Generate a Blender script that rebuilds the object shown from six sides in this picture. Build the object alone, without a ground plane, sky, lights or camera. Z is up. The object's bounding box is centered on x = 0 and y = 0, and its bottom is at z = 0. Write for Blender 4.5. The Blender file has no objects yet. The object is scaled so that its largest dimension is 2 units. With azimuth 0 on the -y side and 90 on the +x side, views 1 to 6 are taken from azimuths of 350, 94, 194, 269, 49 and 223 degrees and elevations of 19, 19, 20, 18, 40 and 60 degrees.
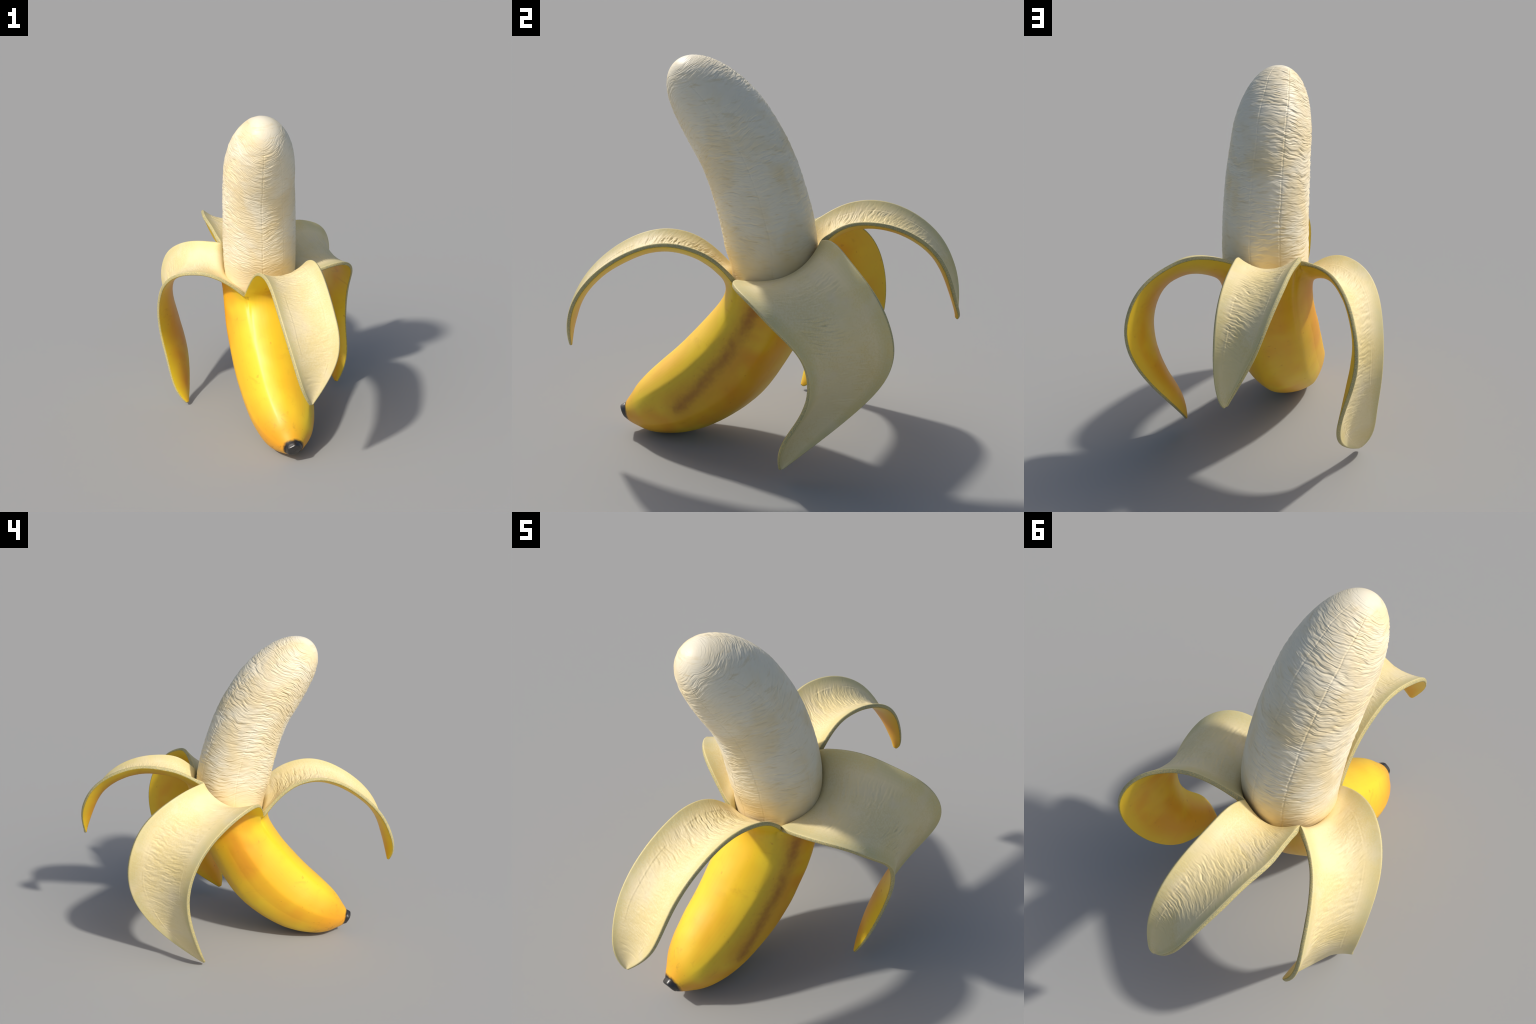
"""A half-peeled banana standing on its blossom end.

The body of the peel is a curved tube with flattened facets between its
ridges.  It is split along four ridges; above the split line each sector
carries on as a strip of peel that folds out and hangs down.  The soft flesh
is a second, wrinkled tube standing in the opening.
"""
import bpy
import math
import numpy as np
from mathutils import Vector

TH = 0.021                       # thickness of the peel

# --------------------------------------------------------------------------
# curve helpers
# --------------------------------------------------------------------------


def basis(nc, t, deg=3):
    """Clamped uniform B-spline basis, one row per parameter in t."""
    t = np.clip(np.asarray(t, float), 0.0, 1.0 - 1e-9)
    kn = np.concatenate([np.zeros(deg), np.linspace(0, 1, nc - deg + 1), np.ones(deg)])
    B = np.array([(t >= kn[i]) & (t < kn[i + 1]) for i in range(len(kn) - 1)], float).T
    for d in range(1, deg + 1):
        nb = np.zeros((len(t), B.shape[1] - 1))
        for i in range(B.shape[1] - 1):
            a, b = kn[i + d] - kn[i], kn[i + d + 1] - kn[i + 1]
            if a > 0:
                nb[:, i] += (t - kn[i]) / a * B[:, i]
            if b > 0:
                nb[:, i] += (kn[i + d + 1] - t) / b * B[:, i + 1]
        B = nb
    return B


def spline(ctrl, t):
    c = np.asarray(ctrl, float)
    return basis(len(c), t) @ c


def unit(v):
    return v / np.maximum(np.linalg.norm(v, axis=-1, keepdims=True), 1e-9)


def resample(P, n, warp=None):
    """n points evenly spaced by arc length along the polyline P."""
    L = np.r_[0, np.cumsum(np.linalg.norm(np.diff(P, axis=0), axis=1))]
    t = np.linspace(0, 1, n)
    if warp is not None:
        t = warp(t)
    t = t * L[-1]
    return np.stack([np.interp(t, L, P[:, i]) for i in range(3)], -1)


def smooth01(x):
    x = np.clip(x, 0, 1)
    return x * x * (3 - 2 * x)


# --------------------------------------------------------------------------
# noise (seeded gradient noise, vectorised)
# --------------------------------------------------------------------------


def perlin(x, y, z, seed=0):
    rng = np.random.RandomState(seed)
    perm = rng.permutation(256)
    perm = np.r_[perm, perm, perm]
    g = unit(rng.normal(size=(256, 3)))
    xi, yi, zi = np.floor(x).astype(int), np.floor(y).astype(int), np.floor(z).astype(int)
    xf, yf, zf = x - xi, y - yi, z - zi
    fade = lambda t: t * t * t * (t * (t * 6 - 15) + 10)
    u, v, w = fade(xf), fade(yf), fade(zf)
    out = 0.0
    for dx in (0, 1):
        for dy in (0, 1):
            for dz in (0, 1):
                h = perm[perm[perm[(xi + dx) & 255] + ((yi + dy) & 255)] + ((zi + dz) & 255)]
                d = g[h]
                dot = d[..., 0] * (xf - dx) + d[..., 1] * (yf - dy) + d[..., 2] * (zf - dz)
                out = out + dot * (u if dx else 1 - u) * (v if dy else 1 - v) * (w if dz else 1 - w)
    return out * 1.6


def folds(x, y, z, seed):
    """Wrinkles running across z: soft swells leaning over sharp, narrow valleys."""
    lean = perlin(x, y, z, seed)
    n = perlin(x, y, z + 0.55 * lean, seed)
    return n + 0.9 * np.minimum(n + 0.12, 0.0)


# --------------------------------------------------------------------------
# the tubes
# --------------------------------------------------------------------------

BODY_SPINE = [(0.016, -0.715, 0.102), (0.016, -0.538, 0.140), (0.006, -0.224, 0.312),
              (0.009, -0.041, 0.577), (-0.004, 0.100, 0.814), (-0.001, 0.070, 0.973)]
BODY_SIDE = [0.048, 0.130, 0.194, 0.218, 0.233, 0.238, 0.243, 0.225, 0.229, 0.278]
BODY_DEEP = [0.044, 0.129, 0.198, 0.224, 0.239, 0.231, 0.231, 0.259, 0.268, 0.275]

FLESH_SPINE = [(0.009, 0.045, 0.771), (0.008, 0.077, 0.997), (0.017, 0.021, 1.251),
               (-0.003, -0.071, 1.558), (0.001, -0.245, 1.780), (-0.015, -0.393, 1.930)]
FLESH_SIDE = [0.228, 0.226, 0.225, 0.221, 0.205, 0.209, 0.246]
FLESH_DEEP = [0.227, 0.234, 0.228, 0.222, 0.205, 0.210, 0.247]
FLESH_DOME = 0.72                # from here the flesh rounds off into its crown


def tube_frame(spine, t):
    S = spline(spine, t)
    h = 1e-3
    T = unit(spline(spine, np.minimum(t + h, 1)) - spline(spine, np.maximum(t - h, 0)))
    e1 = np.array([1.0, 0, 0]) - T * T[:, :1]
    e1 = unit(e1)
    return S, T, e1, np.cross(T, e1)


# --------------------------------------------------------------------------
# the peel: four sectors between four split lines
# --------------------------------------------------------------------------

# where the splits end (bottom of each gap between two strips)
CROTCH = {"FL": (-0.128, -0.140, 0.849), "FR": (0.218, -0.110, 0.911),
          "RB": (0.068, 0.314, 1.071), "LB": (-0.211, 0.241, 1.071)}
CROTCH_ANGLE = [-118.5, -40.8, 75.4, 138.2, 241.5]
CROTCH_ORDER = ["FL", "FR", "RB", "LB", "FL"]
# all ridges of the fruit: the four splits and one in each wide sector
RIDGES = [-118.5, -40.8, 17.0, 75.4, 138.2, 190.0, 241.5]

# edges of the strips: control points from split end to strip tip
EDGES = {
    "F0": [(-0.128, -0.140, 0.849), (-0.095, -0.250, 1.005), (-0.079, -0.396, 1.089), (-0.054, -0.565, 1.087),
           (-0.050, -0.736, 1.003), (-0.034, -0.883, 0.874), (-0.004, -0.975, 0.717), (0.026, -1.013, 0.571),
           (0.070, -0.977, 0.500)],
    "F1": [(0.218, -0.110, 0.911), (0.233, -0.176, 1.020), (0.248, -0.314, 1.100), (0.255, -0.477, 1.122),
           (0.256, -0.653, 1.053), (0.257, -0.811, 0.938), (0.268, -0.913, 0.789), (0.202, -0.949, 0.648),
           (0.070, -0.977, 0.500)],
    "R0": [(0.218, -0.110, 0.911), (0.404, -0.108, 0.970), (0.555, -0.019, 0.961), (0.621, 0.098, 0.845),
           (0.626, 0.244, 0.711), (0.609, 0.276, 0.523), (0.592, 0.216, 0.353), (0.577, 0.104, 0.202),
           (0.500, 0.123, 0.060)],
    "R1": [(0.068, 0.314, 1.071), (0.247, 0.357, 1.152), (0.424, 0.429, 1.104), (0.558, 0.556, 0.997),
           (0.606, 0.639, 0.809), (0.553, 0.641, 0.626), (0.448, 0.551, 0.424), (0.427, 0.367, 0.236),
           (0.500, 0.123, 0.060)],
    "B0": [(0.068, 0.314, 1.071), (0.065, 0.382, 1.154), (0.044, 0.521, 1.172), (0.047, 0.689, 1.141),
           (0.046, 0.845, 1.049), (0.039, 0.935, 0.903), (0.034, 0.972, 0.747), (-0.001, 1.006, 0.657),
           (-0.018, 0.985, 0.650)],
    "B1": [(-0.211, 0.241, 1.071), (-0.236, 0.354, 1.147), (-0.274, 0.464, 1.185), (-0.261, 0.610, 1.193),
           (-0.246, 0.760, 1.144), (-0.211, 0.893, 1.046), (-0.166, 0.973, 0.916), (-0.091, 1.005, 0.780),
           (-0.018, 0.985, 0.650)],
    "L0": [(-0.211, 0.241, 1.071), (-0.345, 0.301, 1.093), (-0.473, 0.449, 1.034), (-0.545, 0.588, 0.905),
           (-0.573, 0.651, 0.707), (-0.499, 0.658, 0.506), (-0.442, 0.590, 0.307), (-0.447, 0.423, 0.138),
           (-0.495, 0.189, 0.012)],
    "L1": [(-0.128, -0.140, 0.849), (-0.273, -0.126, 0.996), (-0.438, -0.054, 1.013), (-0.578, 0.092, 0.935),
           (-0.629, 0.232, 0.758), (-0.636, 0.307, 0.515), (-0.591, 0.272, 0.281), (-0.573, 0.204, 0.087),
           (-0.495, 0.189, 0.012)],
}
# how deep each strip is troughed along its length, as a share of its width
SAG = {"F": [0.134, 0.113, 0.179, 0.160, 0.060, 0.150, 0.200],
       "R": [0.203, 0.159, 0.104, 0.111, 0.195, 0.184, 0.169],
       "B": [0.203, 0.199, 0.183, 0.186, 0.165, 0.173, 0.249],
       "L": [0.144, 0.102, 0.100, 0.124, 0.110, 0.102, 0.097]}
STRIPS = ["F", "R", "B", "L"]

NU, NA, NF, NSIDE = 97, 170, 400, 9     # across, up the body, along the strip, over the cut edge
N_INNER = 14                            # rows of inner skin below the split line


def facet(theta_deg):
    """Radius factor: 1 on a ridge, less in the flat between two ridges."""
    f = np.ones_like(theta_deg)
    for a, b in zip(RIDGES[:-1], RIDGES[1:]):
        m = (theta_deg >= a - 1e-6) & (theta_deg <= b + 1e-6)
        d = np.minimum(theta_deg[m] - a, b - theta_deg[m])
        d = np.sqrt(d * d + 5.0) - math.sqrt(5.0)
        f[m] = 1.024 - 0.052 * (1 - np.exp(-d / 17.0))
    return f


def body_point(s, theta_deg):
    """Middle of the peel's thickness on the body; s (n,), theta (n,)."""
    S, T, e1, e2 = tube_frame(BODY_SPINE, s)
    B = basis(len(BODY_SIDE), s)
    th = np.radians(theta_deg)
    f = 1 + (facet(theta_deg) - 1) * smooth01(s / 0.16)
    f = f * (1 - 0.05 * np.exp(-((s - 0.03) / 0.02) ** 2))        # narrow neck behind the black end
    ra, rb = (B @ np.array(BODY_SIDE) - TH / 2) * f, (B @ np.array(BODY_DEEP) - TH / 2) * f
    return S + e1 * (ra * np.cos(th))[:, None] + e2 * (rb * np.sin(th))[:, None]


def body_warped(s, theta_deg):
    """Body surface pulled at its top so that it passes through the split ends."""
    P = body_point(s, theta_deg)
    top = np.ones(4)
    off = np.array([CROTCH[k] for k in CROTCH_ORDER[:4]]) - body_point(top, np.array(CROTCH_ANGLE[:4]))
    off = np.vstack([off, off[:1]])
    k = np.clip(np.searchsorted(CROTCH_ANGLE, theta_deg, side="right") - 1, 0, 3)
    a, b = np.array(CROTCH_ANGLE)[k], np.array(CROTCH_ANGLE)[k + 1]
    w = smooth01((theta_deg - a) / (b - a))[:, None]
    o = off[k] * (1 - w) + off[k + 1] * w
    return P + o * (smooth01((s - 0.45) / 0.55) ** 1.5)[:, None]


def strip_rows(name, m=240):
    """Rows across one strip, from split to tip: (m, NU, 3), middle of its thickness."""
    t = np.linspace(0, 1, 500)
    E0, E1 = (resample(spline(EDGES[name + k], t), m) for k in "01")
    sag = spline(np.array(SAG[name])[:, None], np.linspace(0, 1, m))[:, 0]
    u = np.linspace(0, 1, NU)
    W, M = E1 - E0, (E0 + E1) / 2
    N = unit(np.cross(unit(W), unit(np.gradient(M, axis=0))))
    for _ in range(6):
        N[1:-1] = unit(N[:-2] + 2 * N[1:-1] + N[2:])
    w = np.linalg.norm(W, axis=1)
    return E0[:, None] + u[None, :, None] * W[:, None] + (4 * u * (1 - u))[None, :, None] * (sag * w)[:, None, None] * N[:, None]


def sector_grid(k):
    """Body part (NA rows) and strip part (NF rows) of sector k, middle of thickness."""
    name = STRIPS[k]
    u = np.linspace(0, 1, NU)
    theta = CROTCH_ANGLE[k] + u * (CROTCH_ANGLE[k + 1] - CROTCH_ANGLE[k])
    rows = strip_rows(name)
    m = len(rows)
    arch = np.sin(np.pi * u) ** 0.75
    A, F = np.zeros((NA, NU, 3)), np.zeros((NF, NU, 3))
    for j in range(NU):
        s_end = 1 - 0.10 * arch[j]
        v0 = 0.075 * arch[j]
        low = body_warped(np.linspace(0, s_end, 160), np.full(160, theta[j]))
        v = np.linspace(v0, 1, 300) * (m - 1)
        i0 = np.clip(v.astype(int), 0, m - 2)
        fr = (v - i0)[:, None]
        up = rows[i0, j] * (1 - fr) + rows[i0 + 1, j] * fr
        d = np.linalg.norm(up[0] - low[-1])
        if d > 1e-4:
            t = np.linspace(0, 1, 60)[1:-1, None]
            a, b = unit(low[-1] - low[-4]) * d * 1.15, unit(up[4] - up[0]) * d * 1.15
            h = ((2 * t ** 3 - 3 * t ** 2 + 1) * low[-1] + (t ** 3 - 2 * t ** 2 + t) * a
                 + (-2 * t ** 3 + 3 * t ** 2) * up[0] + (t ** 3 - t ** 2) * b)
            cut = 29
            low = np.vstack([low, h[:cut + 1]])
            up = np.vstack([h[cut:], up])
        A[:, j] = resample(low, NA)
        F[:, j] = resample(up, NF, warp=lambda t: t * 0.992)
    F[0] = A[-1]
    # even out the joint between body and strip, leaving the split lines alone
    G = np.concatenate([A, F[1:]])
    a, b = NA - 40, NA + 45
    wt = (np.sin(np.linspace(0, np.pi, b - a)) ** 0.5)[:, None, None] * np.minimum(arch * 1.5, 1)[None, :, None]
    for _ in range(35):
        sm = G.copy()
        sm[1:-1] = (G[:-2] + 2 * G[1:-1] + G[2:]) / 4
        sm[:, 1:-1] = (sm[:, :-2] + 2 * sm[:, 1:-1] + sm[:, 2:]) / 4
        G[a:b] += (sm[a:b] - G[a:b]) * wt
    return G


def grid_normals(G):
    n = np.cross(np.gradient(G, axis=1), np.gradient(G, axis=0))
    return unit(n)


def inner_relief(k, G):
    """Height of the wrinkles on the white side of a strip."""
    rows, cols = G.shape[:2]
    u = np.linspace(0, 1, cols)[None, :]
    width = np.linalg.norm(G[:, -1] - G[:, 0], axis=1)[:, None]
    L = np.r_[0, np.cumsum(np.linalg.norm(np.diff(G[:, cols // 2], axis=0), axis=1))][:, None]
    x = (u - 0.5) * np.maximum(width, 0.05)
    y = L + 0 * u
    z = np.full_like(x, 3.7 * k + 0.5)
    wx = perlin(x * 7, y * 7, z, 11 + k)
    wy = perlin(x * 9, y * 9, z, 21 + k)
    slant = (-0.10, 0.05, -0.40, -0.45)[k]
    yy = y + slant * x + 0.010 * wy + 0.006 * perlin(x * 26, y * 26, z, 26 + k) + 0.003 * perlin(x * 55, y * 60, z, 28 + k)
    xx = x + 0.03 * wx
    big = folds(xx * 13, z, yy * 86, 31 + k)
    mid = folds(xx * 18 + 9, z, yy * 165, 41 + k)
    fine = folds(xx * 34 + 3, z, yy * 260, 51 + k)
    body = smooth01((u - 0.10) / 0.16) * smooth01((0.90 - u) / 0.16)
    patch = 0.38 + 0.62 * smooth01(perlin(x * 5, y * 4, z, 61 + k) * 1.4 + 0.6)
    v = np.linspace(0, 1, rows)[:, None]
    along = smooth01(v / 0.11) * (0.30 + 0.70 * smooth01((0.90 - v) / 0.25))
    amp = (1.2, 0.95, 0.85, 0.8)[k]
    h = amp * along * ((0.10 + 0.90 * body) * patch * (0.0025 * big + 0.0018 * mid) + (0.00040 + 0.00055 * body) * fine)
    for c, d in ((0.19, 1.0), (0.81, 1.0)):              # two faint lengthways lines
        broken = smooth01(perlin(0 * x + c * 9, y * 9, z, 81 + k) * 1.6 + 0.45)
        du = (u - c + 0.02 * wx) * np.maximum(width, 0.05)
        h += 0.0008 * d * broken * np.exp(-(du / 0.0035) ** 2) * smooth01(v / 0.06) * smooth01((0.9 - v) / 0.1)
        h -= 0.0006 * d * broken * np.exp(-((du - 0.006) / 0.0035) ** 2) * smooth01(v / 0.06) * smooth01((0.9 - v) / 0.1)
    return h * smooth01((1 - v) / 0.13) * smooth01(u / 0.04) * smooth01((1 - u) / 0.04)


def outer_relief(P):
    """Very soft lumps of the yellow skin."""
    x, y, z = P[..., 0], P[..., 1], P[..., 2]
    return 0.0022 * perlin(x * 5, y * 5, z * 5, 71) + 0.0007 * perlin(x * 14, y * 14, z * 14, 72)


class Pool:
    """Vertices and faces of the whole peel, later split into its parts."""

    def __init__(self):
        self.v, self.faces, self.part, self.mat, self.n = [], [], [], [], 0

    def add(self, P):
        P = np.asarray(P, float).reshape(-1, 3)
        i = np.arange(self.n, self.n + len(P))
        self.v.append(P)
        self.n += len(P)
        return i

    def quads(self, a, b, c, d, part, mat):
        q = np.stack([a, b, c, d], -1).reshape(-1, 4)
        self.faces.append(q)
        self.part.append(np.full(len(q), part))
        self.mat.append(np.broadcast_to(mat, np.shape(a)).reshape(-1).astype(int))

    def grid(self, I, part, mat, flip=False):
        a, b, c, d = I[:-1, :-1], I[:-1, 1:], I[1:, 1:], I[1:, :-1]
        if flip:
            b, d = d, b
        self.quads(a, b, c, d, part, mat)


LEVELS = 12                  # steps of tone from the ridges (0) to the middle of a facet
INNER_LEVELS = 8


def build_peel():
    pool = Pool()
    G = [sector_grid(k) for k in range(4)]
    N = [grid_normals(g) for g in G]
    # shared normals along the split lines below the splits, fading out above
    fade = np.r_[np.ones(NA), np.clip(1 - np.arange(1, NF) / 14.0, 0, 1)][:, None]
    for k in range(4):
        j = (k + 1) % 4
        avg = unit(N[k][:, -1] + N[j][:, 0])
        N[k][:, -1] = unit(N[k][:, -1] * (1 - fade) + avg * fade)
        N[j][:, 0] = unit(N[j][:, 0] * (1 - fade) + avg * fade)
    for k in range(4):
        for e in (1, -2):
            o = 0 if e == 1 else -1
            f = fade * 0.5
            N[k][:, e] = unit(N[k][:, e] * (1 - f) + N[k][:, o] * f)
    v = np.linspace(0, 1, NF)
    th = np.r_[np.full(NA - 1, TH), TH * (1 - 0.3 * smooth01((v - 0.8) / 0.2))][:, None, None]
    outer = [g + n * th / 2 for g, n in zip(G, N)]
    inner = [g - n * th / 2 for g, n in zip(G, N)]
    # the white lining swells where the strips leave the flesh
    row = np.arange(NA + NF - 1)[:, None]
    lip = np.exp(-((row - NA) / 15.0) ** 2) * (0.30 + 0.70 * np.sin(np.pi * np.linspace(0, 1, NU))[None, :] ** 0.6)
    for k in range(4):
        inner[k] = inner[k] - N[k] * (lip * 0.020)[..., None]
        o = outer_relief(outer[k])
        outer[k] = outer[k] + N[k] * (o * smooth01(np.arange(NA + NF - 1)[:, None] / 15.0))[..., None]
        for e in (0, 1):
            du = np.abs(np.linspace(0, 1, NU) - e)[None, :] * np.linalg.norm(G[k][NA - 1, -1] - G[k][NA - 1, 0])
            below = np.exp(-((NA - 1 - row) / 14.0) ** 2) * (row < NA)
            long = smooth01((row - NA + 75) / 75.0) * (row < NA)
            outer[k] = outer[k] - N[k] * (0.0035 * long * np.exp(-(du / 0.012) ** 2))[..., None]
            outer[k] = outer[k] - N[k] * (0.011 * below * np.exp(-(du / 0.016) ** 2))[..., None]
        inner[k][NA - 1:] += -N[k][NA - 1:] * inner_relief(k, G[k][NA - 1:])[..., None]
    # body: weld neighbouring sectors along the split lines
    body_ids = []
    for k in range(4):
        body_ids.append(pool.add(outer[k][:NA]).reshape(NA, NU))
    inn_ids = []
    for k in range(4):
        inn_ids.append(pool.add(inner[k][NA - N_INNER:NA]).reshape(N_INNER, NU))
    for k in range(4):
        body_ids[k][:, -1] = body_ids[(k + 1) % 4][:, 0]
        inn_ids[k][:, -1] = inn_ids[(k + 1) % 4][:, 0]
    uc = (np.arange(NU - 1) + 0.5) / (NU - 1)
    for k in range(4):
        wide = k in (1, 3)
        # tone: 0 near a ridge, 1 in the middle
        mid = 1 - np.abs(2 * uc - 1)
        e0, e1, peak = ((0.0, 0.0, 0.35), (0.0, 0.25, 1.1), (0.25, 0.25, 0.9), (0.25, 0.0, 0.9))[k]
        tone = e0 + (e1 - e0) * uc + (peak - (e0 + e1) / 2) * smooth01(mid * 1.25)
        tone = np.clip(tone, 0, 0.999)
        lev = np.minimum((tone * LEVELS).astype(int), LEVELS - 1)
        pool.grid(body_ids[k], 0, np.broadcast_to(lev, (NA - 1, NU - 1)))
        imid = smooth01((mid - 0.02) * 2.8)
        ilev = LEVELS + np.minimum((imid * INNER_LEVELS).astype(int), INNER_LEVELS - 1)
        pool.grid(inn_ids[k], 0, np.broadcast_to(ilev, (N_INNER - 1, NU - 1)), flip=True)
        O = np.vstack([body_ids[k][-1:], pool.add(outer[k][NA:]).reshape(NF - 1, NU)])
        I = np.vstack([inn_ids[k][-1:], pool.add(inner[k][NA:]).reshape(NF - 1, NU)])
        pool.grid(O, k + 1, np.broadcast_to(lev, (NF - 1, NU - 1)))
        pool.grid(I, k + 1, np.broadcast_to(ilev, (NF - 1, NU - 1)), flip=True)
        # cut edge: up one side, over the tip, down the other
        path_o = np.r_[O[:, 0], O[-1, 1:-1], O[::-1, -1]]
        path_i = np.r_[I[:, 0], I[-1, 1:-1], I[::-1, -1]]
        V = np.vstack(pool.v)
        Po, Pi = V[path_o], V[path_i]
        out0 = unit(G[k][:, 0] - G[k][:, 2])[NA - 1:]
        out1 = unit(G[k][:, -1] - G[k][:, -3])[NA - 1:]
        tipd = unit(G[k][-1, 1:-1] - G[k][-4, 1:-1])
        D = np.vstack([out0, tipd, out1[::-1]])
        grow = smooth01(np.arange(NF) / 10.0)
        grow = np.r_[grow, np.ones(NU - 2), grow[::-1]]
        f = np.array([0.10, 0.22, 0.38, 0.5, 0.62, 0.78, 0.90])
        bulge = 0.0055 * (1 - (2 * f - 1) ** 4)
        cols = [path_o]
        for fi, bi in zip(f, bulge):
            cols.append(pool.add(Po * (1 - fi) + Pi * fi + D * (grow * bi)[:, None]))
        cols.append(path_i)
        S = np.stack(cols, 1)
        m = np.full((len(S) - 1, len(cols) - 1), LEVELS + INNER_LEVELS)
        m[:, 0] = LEVELS + INNER_LEVELS + 1
        m[:, -1] = LEVELS
        pool.grid(S, k + 1, m, flip=True)
    return pool


def vertex_normals(V, F):
    n = np.zeros_like(V)
    p = V[F]
    fn = np.cross(p[:, 2] - p[:, 0], p[:, 3] - p[:, 1])
    for i in range(4):
        for c in range(3):
            n[:, c] += np.bincount(F[:, i], fn[:, c], len(V))
    return unit(n)


def mesh_from(name, V, F, mats, mat_idx, normals=None):
    me = bpy.data.meshes.new(name)
    me.vertices.add(len(V))
    me.vertices.foreach_set("co", np.ascontiguousarray(V, np.float32).ravel())
    F = np.asarray(F, np.int32)
    n = F.shape[1]
    me.loops.add(F.size)
    me.loops.foreach_set("vertex_index", F.ravel())
    me.polygons.add(len(F))
    me.polygons.foreach_set("loop_start", np.arange(0, F.size, n, dtype=np.int32))
    me.polygons.foreach_set("loop_total", np.full(len(F), n, np.int32))
    for m in mats:
        me.materials.append(m)
    me.polygons.foreach_set("material_index", np.asarray(mat_idx, np.int32))
    me.update(calc_edges=True)
    me.validate(verbose=False)
    me.polygons.foreach_set("use_smooth", np.ones(len(me.polygons), bool))
    if normals is not None:
        me.normals_split_custom_set_from_vertices([tuple(x) for x in normals])
    return me


# --------------------------------------------------------------------------
# materials
# --------------------------------------------------------------------------


class Nodes:
    def __init__(self, name):
        self.mat = bpy.data.materials.new(name)
        self.mat.use_nodes = True
        self.t = self.mat.node_tree
        self.bsdf = next(n for n in self.t.nodes if n.type == "BSDF_PRINCIPLED")
        self.coord = self.t.nodes.new("ShaderNodeTexCoord").outputs["Object"]

    def link(self, a, b):
        self.t.links.new(a, b)

    def put(self, socket, val):
        if hasattr(val, "is_linked"):
            self.link(val, socket)
        else:
            socket.default_value = val

    def noise(self, scale, detail=3, rough=0.5, distort=0.0, vec=None):
        n = self.t.nodes.new("ShaderNodeTexNoise")
        n.inputs["Scale"].default_value = scale
        n.inputs["Detail"].default_value = detail
        n.inputs["Roughness"].default_value = rough
        n.inputs["Distortion"].default_value = distort
        self.link(vec or self.coord, n.inputs["Vector"])
        return n.outputs["Fac"]

    def scaled(self, xyz, loc=(0, 0, 0), rot=(0, 0, 0)):
        n = self.t.nodes.new("ShaderNodeMapping")
        n.inputs["Scale"].default_value = xyz
        n.inputs["Location"].default_value = loc
        n.inputs["Rotation"].default_value = rot
        self.link(self.coord, n.inputs["Vector"])
        return n.outputs["Vector"]

    def ramp(self, fac, lo, hi, a=0.0, b=1.0):
        n = self.t.nodes.new("ShaderNodeMapRange")
        n.interpolation_type = "SMOOTHSTEP"
        for k, v in (("From Min", lo), ("From Max", hi), ("To Min", a), ("To Max", b)):
            n.inputs[k].default_value = v
        self.link(fac, n.inputs["Value"])
        return n.outputs["Result"]

    def math(self, op, a, b=0.0):
        n = self.t.nodes.new("ShaderNodeMath")
        n.operation = op
        self.put(n.inputs[0], a)
        self.put(n.inputs[1], b)
        return n.outputs[0]

    def vmath(self, op, a, b):
        n = self.t.nodes.new("ShaderNodeVectorMath")
        n.operation = op
        self.put(n.inputs[0], a)
        self.put(n.inputs[1], b)
        return n.outputs["Value"] if op in ("DISTANCE", "DOT_PRODUCT", "LENGTH") else n.outputs["Vector"]

    def mix(self, fac, a, b):
        n = self.t.nodes.new("ShaderNodeMix")
        n.data_type = "RGBA"
        self.put(n.inputs[0], fac)
        for s, v in ((n.inputs[6], a), (n.inputs[7], b)):
            self.put(s, v if hasattr(v, "is_linked") else (*v, 1.0))
        return n.outputs[2]

    def bump(self, height, strength, dist):
        n = self.t.nodes.new("ShaderNodeBump")
        n.inputs["Strength"].default_value = strength
        n.inputs["Distance"].default_value = dist
        self.link(height, n.inputs["Height"])
        self.link(n.outputs["Normal"], self.bsdf.inputs["Normal"])

    def spot(self, centre, r0, r1):
        """1 inside a soft round patch, 0 outside."""
        d = self.vmath("DISTANCE", self.coord, centre)
        return self.ramp(d, r0, r1, 1.0, 0.0)

    def segment_distance(self, a, b):
        ab = tuple(q - p for p, q in zip(a, b))
        rel = self.vmath("SUBTRACT", self.coord, a)
        f = self.math("DIVIDE", self.vmath("DOT_PRODUCT", rel, ab), sum(x * x for x in ab))
        f = self.math("MINIMUM", self.math("MAXIMUM", f, 0.0), 1.0)
        s = self.t.nodes.new("ShaderNodeVectorMath")
        s.operation = "SCALE"
        s.inputs[0].default_value = ab
        self.link(f, s.inputs["Scale"])
        return self.vmath("DISTANCE", rel, s.outputs["Vector"])

    def finish(self, colour, rough, spec=0.5):
        self.put(self.bsdf.inputs["Base Color"], colour)
        self.put(self.bsdf.inputs["Roughness"], rough)
        self.bsdf.inputs["Specular IOR Level"].default_value = spec
        return self.mat


def lerp3(a, b, t):
    return tuple(x * (1 - t) + y * t for x, y in zip(a, b))


TIP_AXIS_POINT, TIP_AXIS = (0.016, -0.715, 0.102), (0.0, 0.978, 0.21)
# dark bruise along the ridge of the right-hand facet: points on the skin
BRUISE = [(0.226, -0.010, 0.790), (0.234, -0.084, 0.645), (0.233, -0.170, 0.510), (0.229, -0.270, 0.392),
          (0.224, -0.345, 0.303), (0.212, -0.410, 0.232)]


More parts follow.
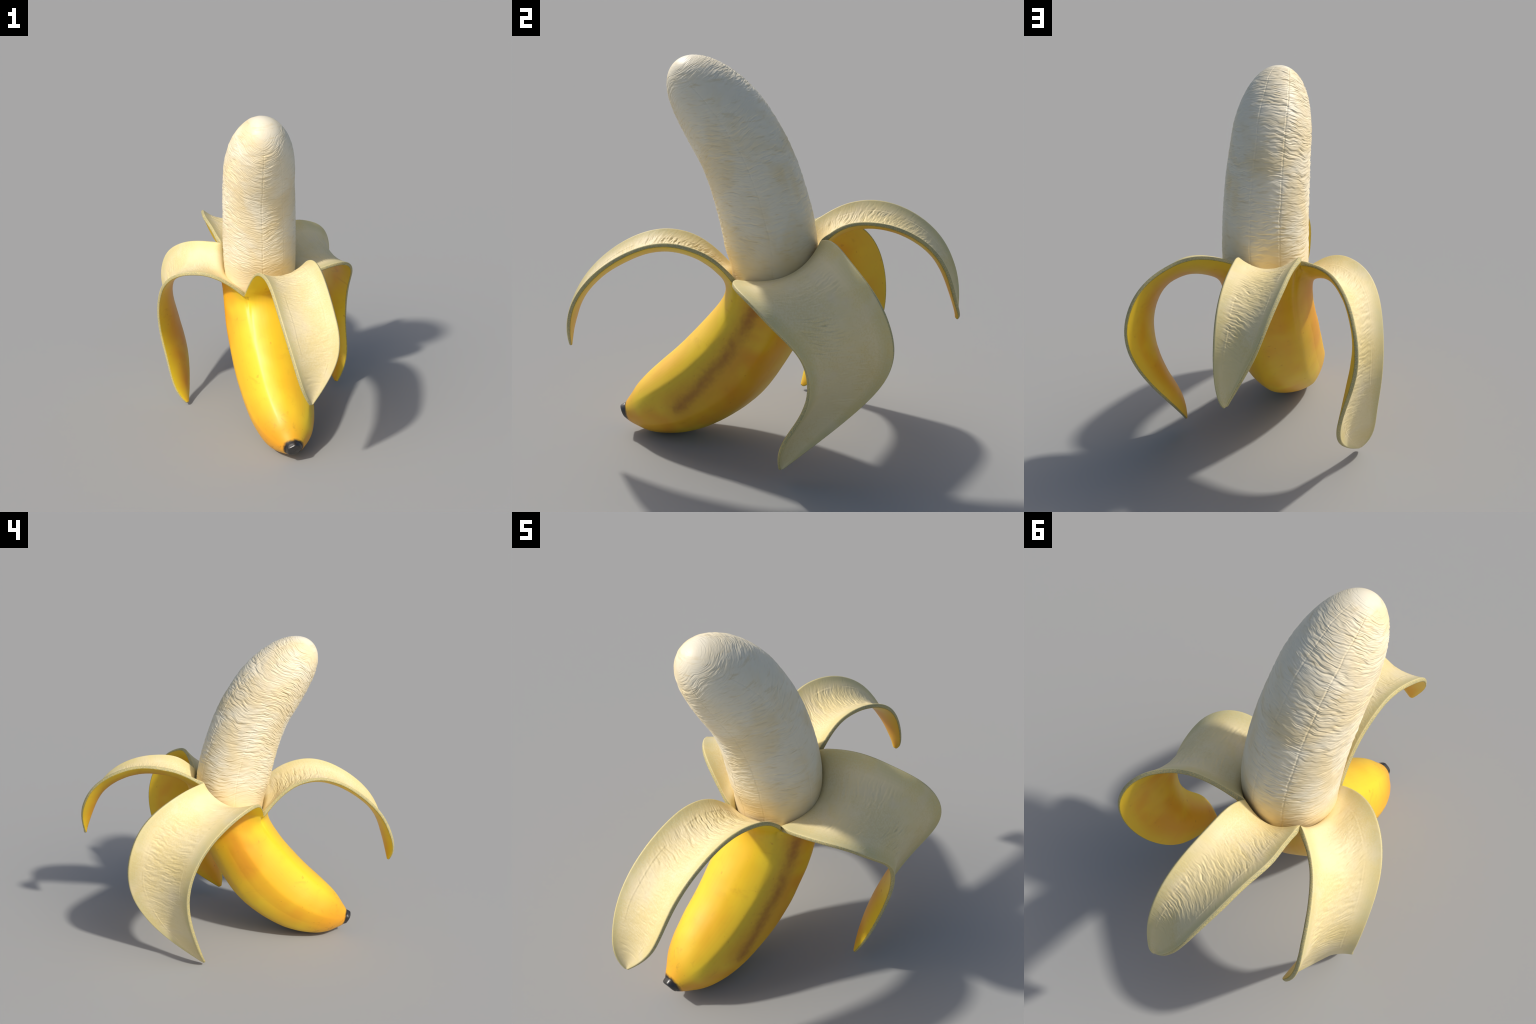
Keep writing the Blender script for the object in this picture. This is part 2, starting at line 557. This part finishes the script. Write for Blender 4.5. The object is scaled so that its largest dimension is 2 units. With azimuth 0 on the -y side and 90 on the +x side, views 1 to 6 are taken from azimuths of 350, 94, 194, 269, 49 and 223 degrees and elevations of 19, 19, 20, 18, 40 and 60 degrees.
def yellow_skin(t):
    """Yellow skin; t = 0 beside a ridge or a cut edge, 1 in the middle of a facet."""
    m = Nodes("yellow_skin")
    lemon, gold, orange = (0.87, 0.62, 0.022), (0.85, 0.455, 0.016), (0.79, 0.31, 0.013)
    base = lerp3(lemon, gold, t)
    big = m.ramp(m.noise(2.6, 2, 0.5, 0.4), 0.42, 0.68)
    c = m.mix(m.math("MULTIPLY", big, 0.15 + 0.55 * t), base, orange)
    pale = m.ramp(m.noise(3.4, 2, 0.5, 0.3, m.scaled((1, 1, 1), (4.3, 1.7, 2.2))), 0.50, 0.72)
    c = m.mix(m.math("MULTIPLY", pale, 0.6), c, (0.92, 0.70, 0.030))
    # orange blush near the blossom end
    low = m.spot((-0.10, -0.66, 0.12), 0.05, 0.30)
    c = m.mix(m.math("MULTIPLY", low, 0.75), c, (0.80, 0.33, 0.012))
    # brown speckle, mostly low down
    sp = m.ramp(m.noise(20, 5, 0.65, 0.6), 0.54, 0.72)
    c = m.mix(m.math("MULTIPLY", sp, m.math("ADD", m.math("MULTIPLY", low, 0.55), 0.07)), c, (0.36, 0.15, 0.012))
    dots = m.ramp(m.noise(38, 1, 0.3), 0.74, 0.80)
    c = m.mix(m.math("MULTIPLY", dots, 0.35), c, (0.55, 0.22, 0.012))
    # long bruise: soft distance to a chain of points
    d = None
    for a, b in zip(BRUISE[:-1], BRUISE[1:]):
        dd = m.segment_distance(a, b)
        d = dd if d is None else m.math("MINIMUM", d, dd)
    d = m.math("ADD", d, m.math("MULTIPLY", m.math("SUBTRACT", m.noise(40, 4, 0.6), 0.5), 0.04))
    d2 = m.ramp(d, 0.02, 0.12, 0.55, 0.0)
    c = m.mix(d2, c, (0.66, 0.33, 0.014))
    dark = m.math("MULTIPLY", m.ramp(d, -0.006, 0.056, 0.82, 0.0), m.ramp(m.noise(9, 3, 0.6), 0.30, 0.62, 0.45, 1.0))
    c = m.mix(dark, c, (0.38, 0.14, 0.011))
    # faint scuffs across the left side and the backs of the strips
    sc = m.ramp(m.noise(1.0, 4, 0.6, 0.8, m.scaled((5, 5, 13), rot=(0.5, 0.0, 0.0))), 0.60, 0.76)
    c = m.mix(m.math("MULTIPLY", sc, 0.30), c, (0.52, 0.24, 0.012))
    # black blossom end
    rel = m.vmath("DOT_PRODUCT", m.vmath("SUBTRACT", m.coord, TIP_AXIS_POINT), TIP_AXIS)
    rel = m.math("ADD", rel, m.math("MULTIPLY", m.math("SUBTRACT", m.noise(40, 2), 0.5), 0.012))
    black = m.math("MULTIPLY", m.ramp(rel, 0.001, 0.016, 1.0, 0.0), m.spot(TIP_AXIS_POINT, 0.08, 0.10))
    c = m.mix(black, c, (0.012, 0.011, 0.010))
    m.bump(m.noise(90, 3, 0.5), 0.04, 0.002)
    return m.finish(c, 0.43, 0.55)


def white_skin(t):
    """Inside of the peel; t = 0 at the cut edge, 1 in the middle."""
    m = Nodes("white_pith")
    edge, mid = (0.70, 0.615, 0.32), (0.84, 0.71, 0.41)
    base = lerp3(edge, mid, t)
    a = m.ramp(m.noise(5, 3, 0.55, 0.5), 0.38, 0.68)
    c = m.mix(m.math("MULTIPLY", a, 0.5), base, (0.80, 0.64, 0.27))
    b = m.ramp(m.math("MULTIPLY", m.noise(110, 3, 0.7), m.ramp(m.noise(4, 2), 0.3, 0.65, 0.75, 1.15)), 0.45, 0.62)
    c = m.mix(m.math("MULTIPLY", b, 0.24), c, (0.70, 0.53, 0.16))
    p = m.ramp(m.noise(7, 2, 0.5, 0.2, m.scaled((1, 1, 1), (3.1, 5.0, 1.3))), 0.55, 0.75)
    c = m.mix(m.math("MULTIPLY", p, 0.4), c, (0.82, 0.70, 0.48))
    m.bump(m.noise(170, 3, 0.6), 0.10, 0.002)
    return m.finish(c, 0.55, 0.35)


def cut_skin():
    m = Nodes("cut_edge")
    n = m.ramp(m.noise(190, 2, 0.6), 0.38, 0.64)
    c = m.mix(n, (0.36, 0.345, 0.19), (0.60, 0.495, 0.21))
    c = m.mix(m.ramp(m.noise(6, 2), 0.4, 0.7, 0.0, 0.35), c, (0.64, 0.53, 0.21))
    m.bump(m.noise(160, 3, 0.6), 0.15, 0.002)
    return m.finish(c, 0.6, 0.3)


def cut_rim():
    m = Nodes("cut_rim")
    c = m.mix(m.ramp(m.noise(120, 2), 0.4, 0.65), (0.42, 0.34, 0.07), (0.60, 0.44, 0.06))
    return m.finish(c, 0.55, 0.35)


def flesh_material():
    m = Nodes("banana_flesh")
    a = m.ramp(m.noise(3.6, 4, 0.55, 0.6), 0.38, 0.64)
    c = m.mix(m.math("MULTIPLY", a, 0.75), (0.86, 0.78, 0.590), (0.825, 0.665, 0.37))
    w = m.ramp(m.noise(2.6, 2, 0.5, 0.5, m.scaled((1, 1, 0.6), (2, 7, 3))), 0.50, 0.72)
    c = m.mix(m.math("MULTIPLY", w, 0.5), c, (0.87, 0.81, 0.64))
    st = m.ramp(m.noise(9, 3, 0.6, 0.3, m.scaled((1.3, 1.3, 7))), 0.54, 0.72)
    c = m.mix(m.math("MULTIPLY", st, 0.36), c, (0.64, 0.48, 0.20))
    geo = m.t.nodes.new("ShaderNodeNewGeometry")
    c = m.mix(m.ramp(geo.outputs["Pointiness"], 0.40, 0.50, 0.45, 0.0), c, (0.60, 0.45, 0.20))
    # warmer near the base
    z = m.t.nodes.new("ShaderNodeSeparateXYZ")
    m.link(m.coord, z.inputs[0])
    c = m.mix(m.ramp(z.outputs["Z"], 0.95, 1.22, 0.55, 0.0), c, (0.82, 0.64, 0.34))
    m.bump(m.noise(120, 4, 0.6, 0.2, m.scaled((0.5, 0.5, 1.4))), 0.12, 0.002)
    return m.finish(c, 0.46, 0.45)


def tip_material():
    m = Nodes("dry_black_tip")
    c = m.mix(m.ramp(m.noise(30, 3), 0.4, 0.7), (0.010, 0.009, 0.009), (0.030, 0.026, 0.022))
    m.bump(m.noise(45, 2, 0.5), 0.08, 0.003)
    return m.finish(c, 0.36, 0.9)


# --------------------------------------------------------------------------
# flesh and blossom end
# --------------------------------------------------------------------------

SEAMS = [(213, 0.85), (174, 0.55), (275, 0.45), (354, 0.6), (30, 0.5), (95, 0.4)]  # compass angle, depth


def build_flesh():
    n, na = 860, 640
    t = np.linspace(0, 1, n)
    t = 1 - (1 - t) ** 1.6
    S, T, e1, e2 = tube_frame(FLESH_SPINE, t)
    B = basis(len(FLESH_SIDE), t)
    dome = np.sqrt(np.clip(1 - np.clip((t - FLESH_DOME) / (1 - FLESH_DOME), 0, 1) ** 2, 0, 1))
    ra, rb = B @ np.array(FLESH_SIDE) * dome, B @ np.array(FLESH_DEEP) * dome
    th = np.linspace(0, 2 * np.pi, na, endpoint=False)
    # tucked in at the front, where the split reaches lowest
    front = np.interp(np.abs(np.degrees(th) - 270), [0, 25, 60], [1, 1, 0])
    slim = 1 - (1 - smooth01(t / 0.20))[:, None] * (0.04 + 0.14 * smooth01(front))[None, :]
    P = (S[:, None] + (slim * ra[:, None] * np.cos(th))[..., None] * e1[:, None]
         + (slim * rb[:, None] * np.sin(th))[..., None] * e2[:, None])
    Pw = np.concatenate([P[:, -1:], P, P[:, :1]], 1)
    N = unit(np.cross(np.gradient(Pw, axis=1), np.gradient(Pw, axis=0)))[:, 1:-1]
    N[-1] = T[-1]
    az = (np.degrees(th) + 90.0) % 360.0            # 0 faces the blossom end, 90 faces +x
    ring = 0.225
    L = np.r_[0, np.cumsum(np.linalg.norm(np.diff(S, axis=0), axis=1))]
    # near the dome measure length over the surface
    L = L + np.r_[0, np.cumsum(np.abs(np.diff(ra)))]
    cx, cy = np.cos(th) * ring, np.sin(th) * ring
    X = np.broadcast_to(cx, (n, na)) * np.minimum(ra / 0.2, 1)[:, None]
    Y = np.broadcast_to(cy, (n, na)) * np.minimum(rb / 0.2, 1)[:, None]
    Z = np.broadcast_to(L[:, None], (n, na))
    wz = perlin(X * 4, Y * 4, Z * 4, 101)
    wz2 = perlin(X * 12, Y * 12, Z * 14, 102)
    d0 = np.abs((az - 354 + 180) % 360 - 180)
    chevron = 0.25 * ring * np.radians(np.minimum(d0, 60) * smooth01((110 - d0) / 50))[None, :]
    Zw = Z - chevron + 0.014 * wz + 0.011 * wz2 + 0.0045 * perlin(X * 32, Y * 32, Z * 36, 115)
    # side facing the left-back is deeply wrinkled, right side nearly smooth
    d1 = np.abs((az - 250 + 180) % 360 - 180)
    rough = np.interp(d1, [0, 42, 62, 85, 120, 180], [1.0, 1.0, 0.70, 0.42, 0.36, 0.34])[None, :]
    d2 = np.abs((az - 350 + 180) % 360 - 180)
    short = np.interp(d2, [0, 45, 95, 180], [1.0, 0.9, 0.50, 0.40])[None, :]
    patch = 0.45 + 0.55 * smooth01(perlin(X * 5, Y * 5, Z * 5, 103) * 1.3 + 0.6)
    patch2 = 0.35 + 0.65 * smooth01(perlin(X * 7 + 4, Y * 7, Z * 9, 113) * 1.3 + 0.6)
    big = folds(X * 12, Y * 12, Zw * 66, 104)
    mid = folds(X * 17 + 5, Y * 17, Zw * 105, 105)
    fine = folds(X * 30, Y * 30, Zw * 200, 106)
    tiny = perlin(X * 60, Y * 60, Z * 240, 114)
    h = (0.0024 * rough * patch * big + (0.0017 * rough + 0.0019 * short) * patch2 * mid
         + (0.0005 * rough + 0.0006 * short + 0.0003) * patch * fine + 0.00022 * tiny)
    # calmer on the crown and down inside the peel
    h *= (0.12 + 0.88 * smooth01((L[-1] - L - 0.06) / 0.19))[:, None]
    h *= (0.3 + 0.7 * smooth01((L - 0.12) / 0.2))[:, None]
    h += 0.003 * perlin(X * 4, Y * 4, Z * 3, 107)
    end = smooth01((L[-1] - 0.10 - L) / 0.16)
    for c, d in SEAMS:                              # lengthways seams
        wob = 1.3 * perlin(Z * 6, Z * 0 + c, Z * 0, 108) + 0.8 * perlin(Z * 22, Z * 0 + c, Z * 0, 109)
        da = ((az[None, :] - c - wob + 180) % 360 - 180) * math.radians(1) * ring
        gap = 0.45 + 0.55 * smooth01(perlin(Z * 11, Z * 0 + c, Z * 0, 110) * 1.5 + 0.6)
        h -= 0.0025 * d * gap * np.exp(-(da / 0.0034) ** 2) * end[:, None]
        h += 0.0006 * d * gap * np.exp(-((da + 0.0085) / 0.0045) ** 2) * end[:, None]
    P = P + N * h[..., None]
    V = P.reshape(-1, 3)
    I = np.arange(n * na).reshape(n, na)
    J = np.roll(I, -1, 1)
    F = np.stack([I[:-1], J[:-1], J[1:], I[1:]], -1).reshape(-1, 4)[: (n - 2) * na]
    # crown fan: collapse the last ring to one vertex using quads of two sectors
    top = len(V)
    V = np.vstack([V, P[-1].mean(0)])
    r = I[n - 2]
    cap = np.stack([r[0::2], np.roll(r, -1)[0::2], np.roll(r, -2)[0::2], np.full(na // 2, top)], -1)
    F = np.vstack([F, cap])
    keep = np.r_[np.arange((n - 1) * na), top]
    remap = np.full(len(V), -1)
    remap[keep] = np.arange(len(keep))
    return V[keep], remap[F]


def build_tip():
    """Blunt dry nub on the blossom end."""
    c, ax = np.array(TIP_AXIS_POINT), unit(np.array(TIP_AXIS))
    e1 = np.array([1.0, 0, 0])
    e2 = np.cross(ax, e1)
    prof = [(0.010, 0.0500), (0.003, 0.0493), (-0.003, 0.0478), (-0.008, 0.0457), (-0.014, 0.0430), (-0.0185, 0.0402),
            (-0.0210, 0.0370), (-0.0225, 0.031), (-0.0232, 0.014), (-0.0230, 0.0008)]
    prof = resample(np.c_[np.array(prof), np.zeros(len(prof))], 60)
    na = 72
    th = np.linspace(0, 2 * np.pi, na, endpoint=False)
    V = []
    for a, r in prof[:, :2]:
        lump = 1 + 0.025 * np.cos(5 * th + 0.6) + 0.03 * np.cos(2 * th + 1.0)
        tilt = 0.012 * np.sin(th + 0.3) * (r / 0.05) * smooth01((0.004 - a) / 0.02)
        V.append(c + ax * (a + tilt)[:, None] + (e1 * np.cos(th)[:, None] + e2 * np.sin(th)[:, None]) * (r * lump)[:, None]
                 + e2 * (0.001 * smooth01((0.004 - a) / 0.030)))
    V = np.array(V)
    x, y, z = V[..., 0], V[..., 1], V[..., 2]
    V = V + unit(V - c) * (0.0012 * perlin(x * 40, y * 40, z * 40, 201))[..., None]
    n = len(V)
    I = np.arange(n * na).reshape(n, na)
    J = np.roll(I, -1, 1)
    F = np.stack([I[1:], J[1:], J[:-1], I[:-1]], -1).reshape(-1, 4)
    return V.reshape(-1, 3), F


# --------------------------------------------------------------------------
# assembly
# --------------------------------------------------------------------------


def add_object(name, mesh, parent):
    ob = bpy.data.objects.new(name, mesh)
    bpy.context.scene.collection.objects.link(ob)
    ob.parent = parent
    return ob


def main():
    root = bpy.data.objects.new("banana", None)
    root.empty_display_size = 0.2
    bpy.context.scene.collection.objects.link(root)
    root["label"] = "half-peeled ripe yellow banana with four peel strips folded down"
    root["category"] = "banana"

    mats = [yellow_skin(i / (LEVELS - 1)) for i in range(LEVELS)]
    mats += [white_skin(i / (INNER_LEVELS - 1)) for i in range(INNER_LEVELS)]
    mats += [cut_skin(), cut_rim()]

    pool = build_peel()
    V = np.vstack(pool.v)
    F = np.vstack(pool.faces)
    part, mat = np.concatenate(pool.part), np.concatenate(pool.mat)
    N = vertex_normals(V, F)

    fv, ff = build_flesh()
    tv, tf = build_tip()
    used = np.unique(F)
    lift = -min(V[used, 2].min(), tv[:, 2].min())
    print("lift", lift)
    V[:, 2] += lift
    fv[:, 2] += lift
    tv[:, 2] += lift

    peel = None
    for p in range(5):
        sel = part == p
        f = F[sel]
        ids, inv = np.unique(f, return_inverse=True)
        me = mesh_from("peel" if p == 0 else "peel_strip", V[ids], inv.reshape(f.shape), mats, mat[sel], N[ids])
        ob = add_object(me.name if p == 0 else "peel_strip", me, root if p == 0 else peel)
        if p == 0:
            peel = ob
    tip = mesh_from("blossom_end", tv, tf, [tip_material()], np.zeros(len(tf)))
    add_object("blossom_end", tip, peel)
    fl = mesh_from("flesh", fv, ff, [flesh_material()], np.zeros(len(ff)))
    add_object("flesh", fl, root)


main()
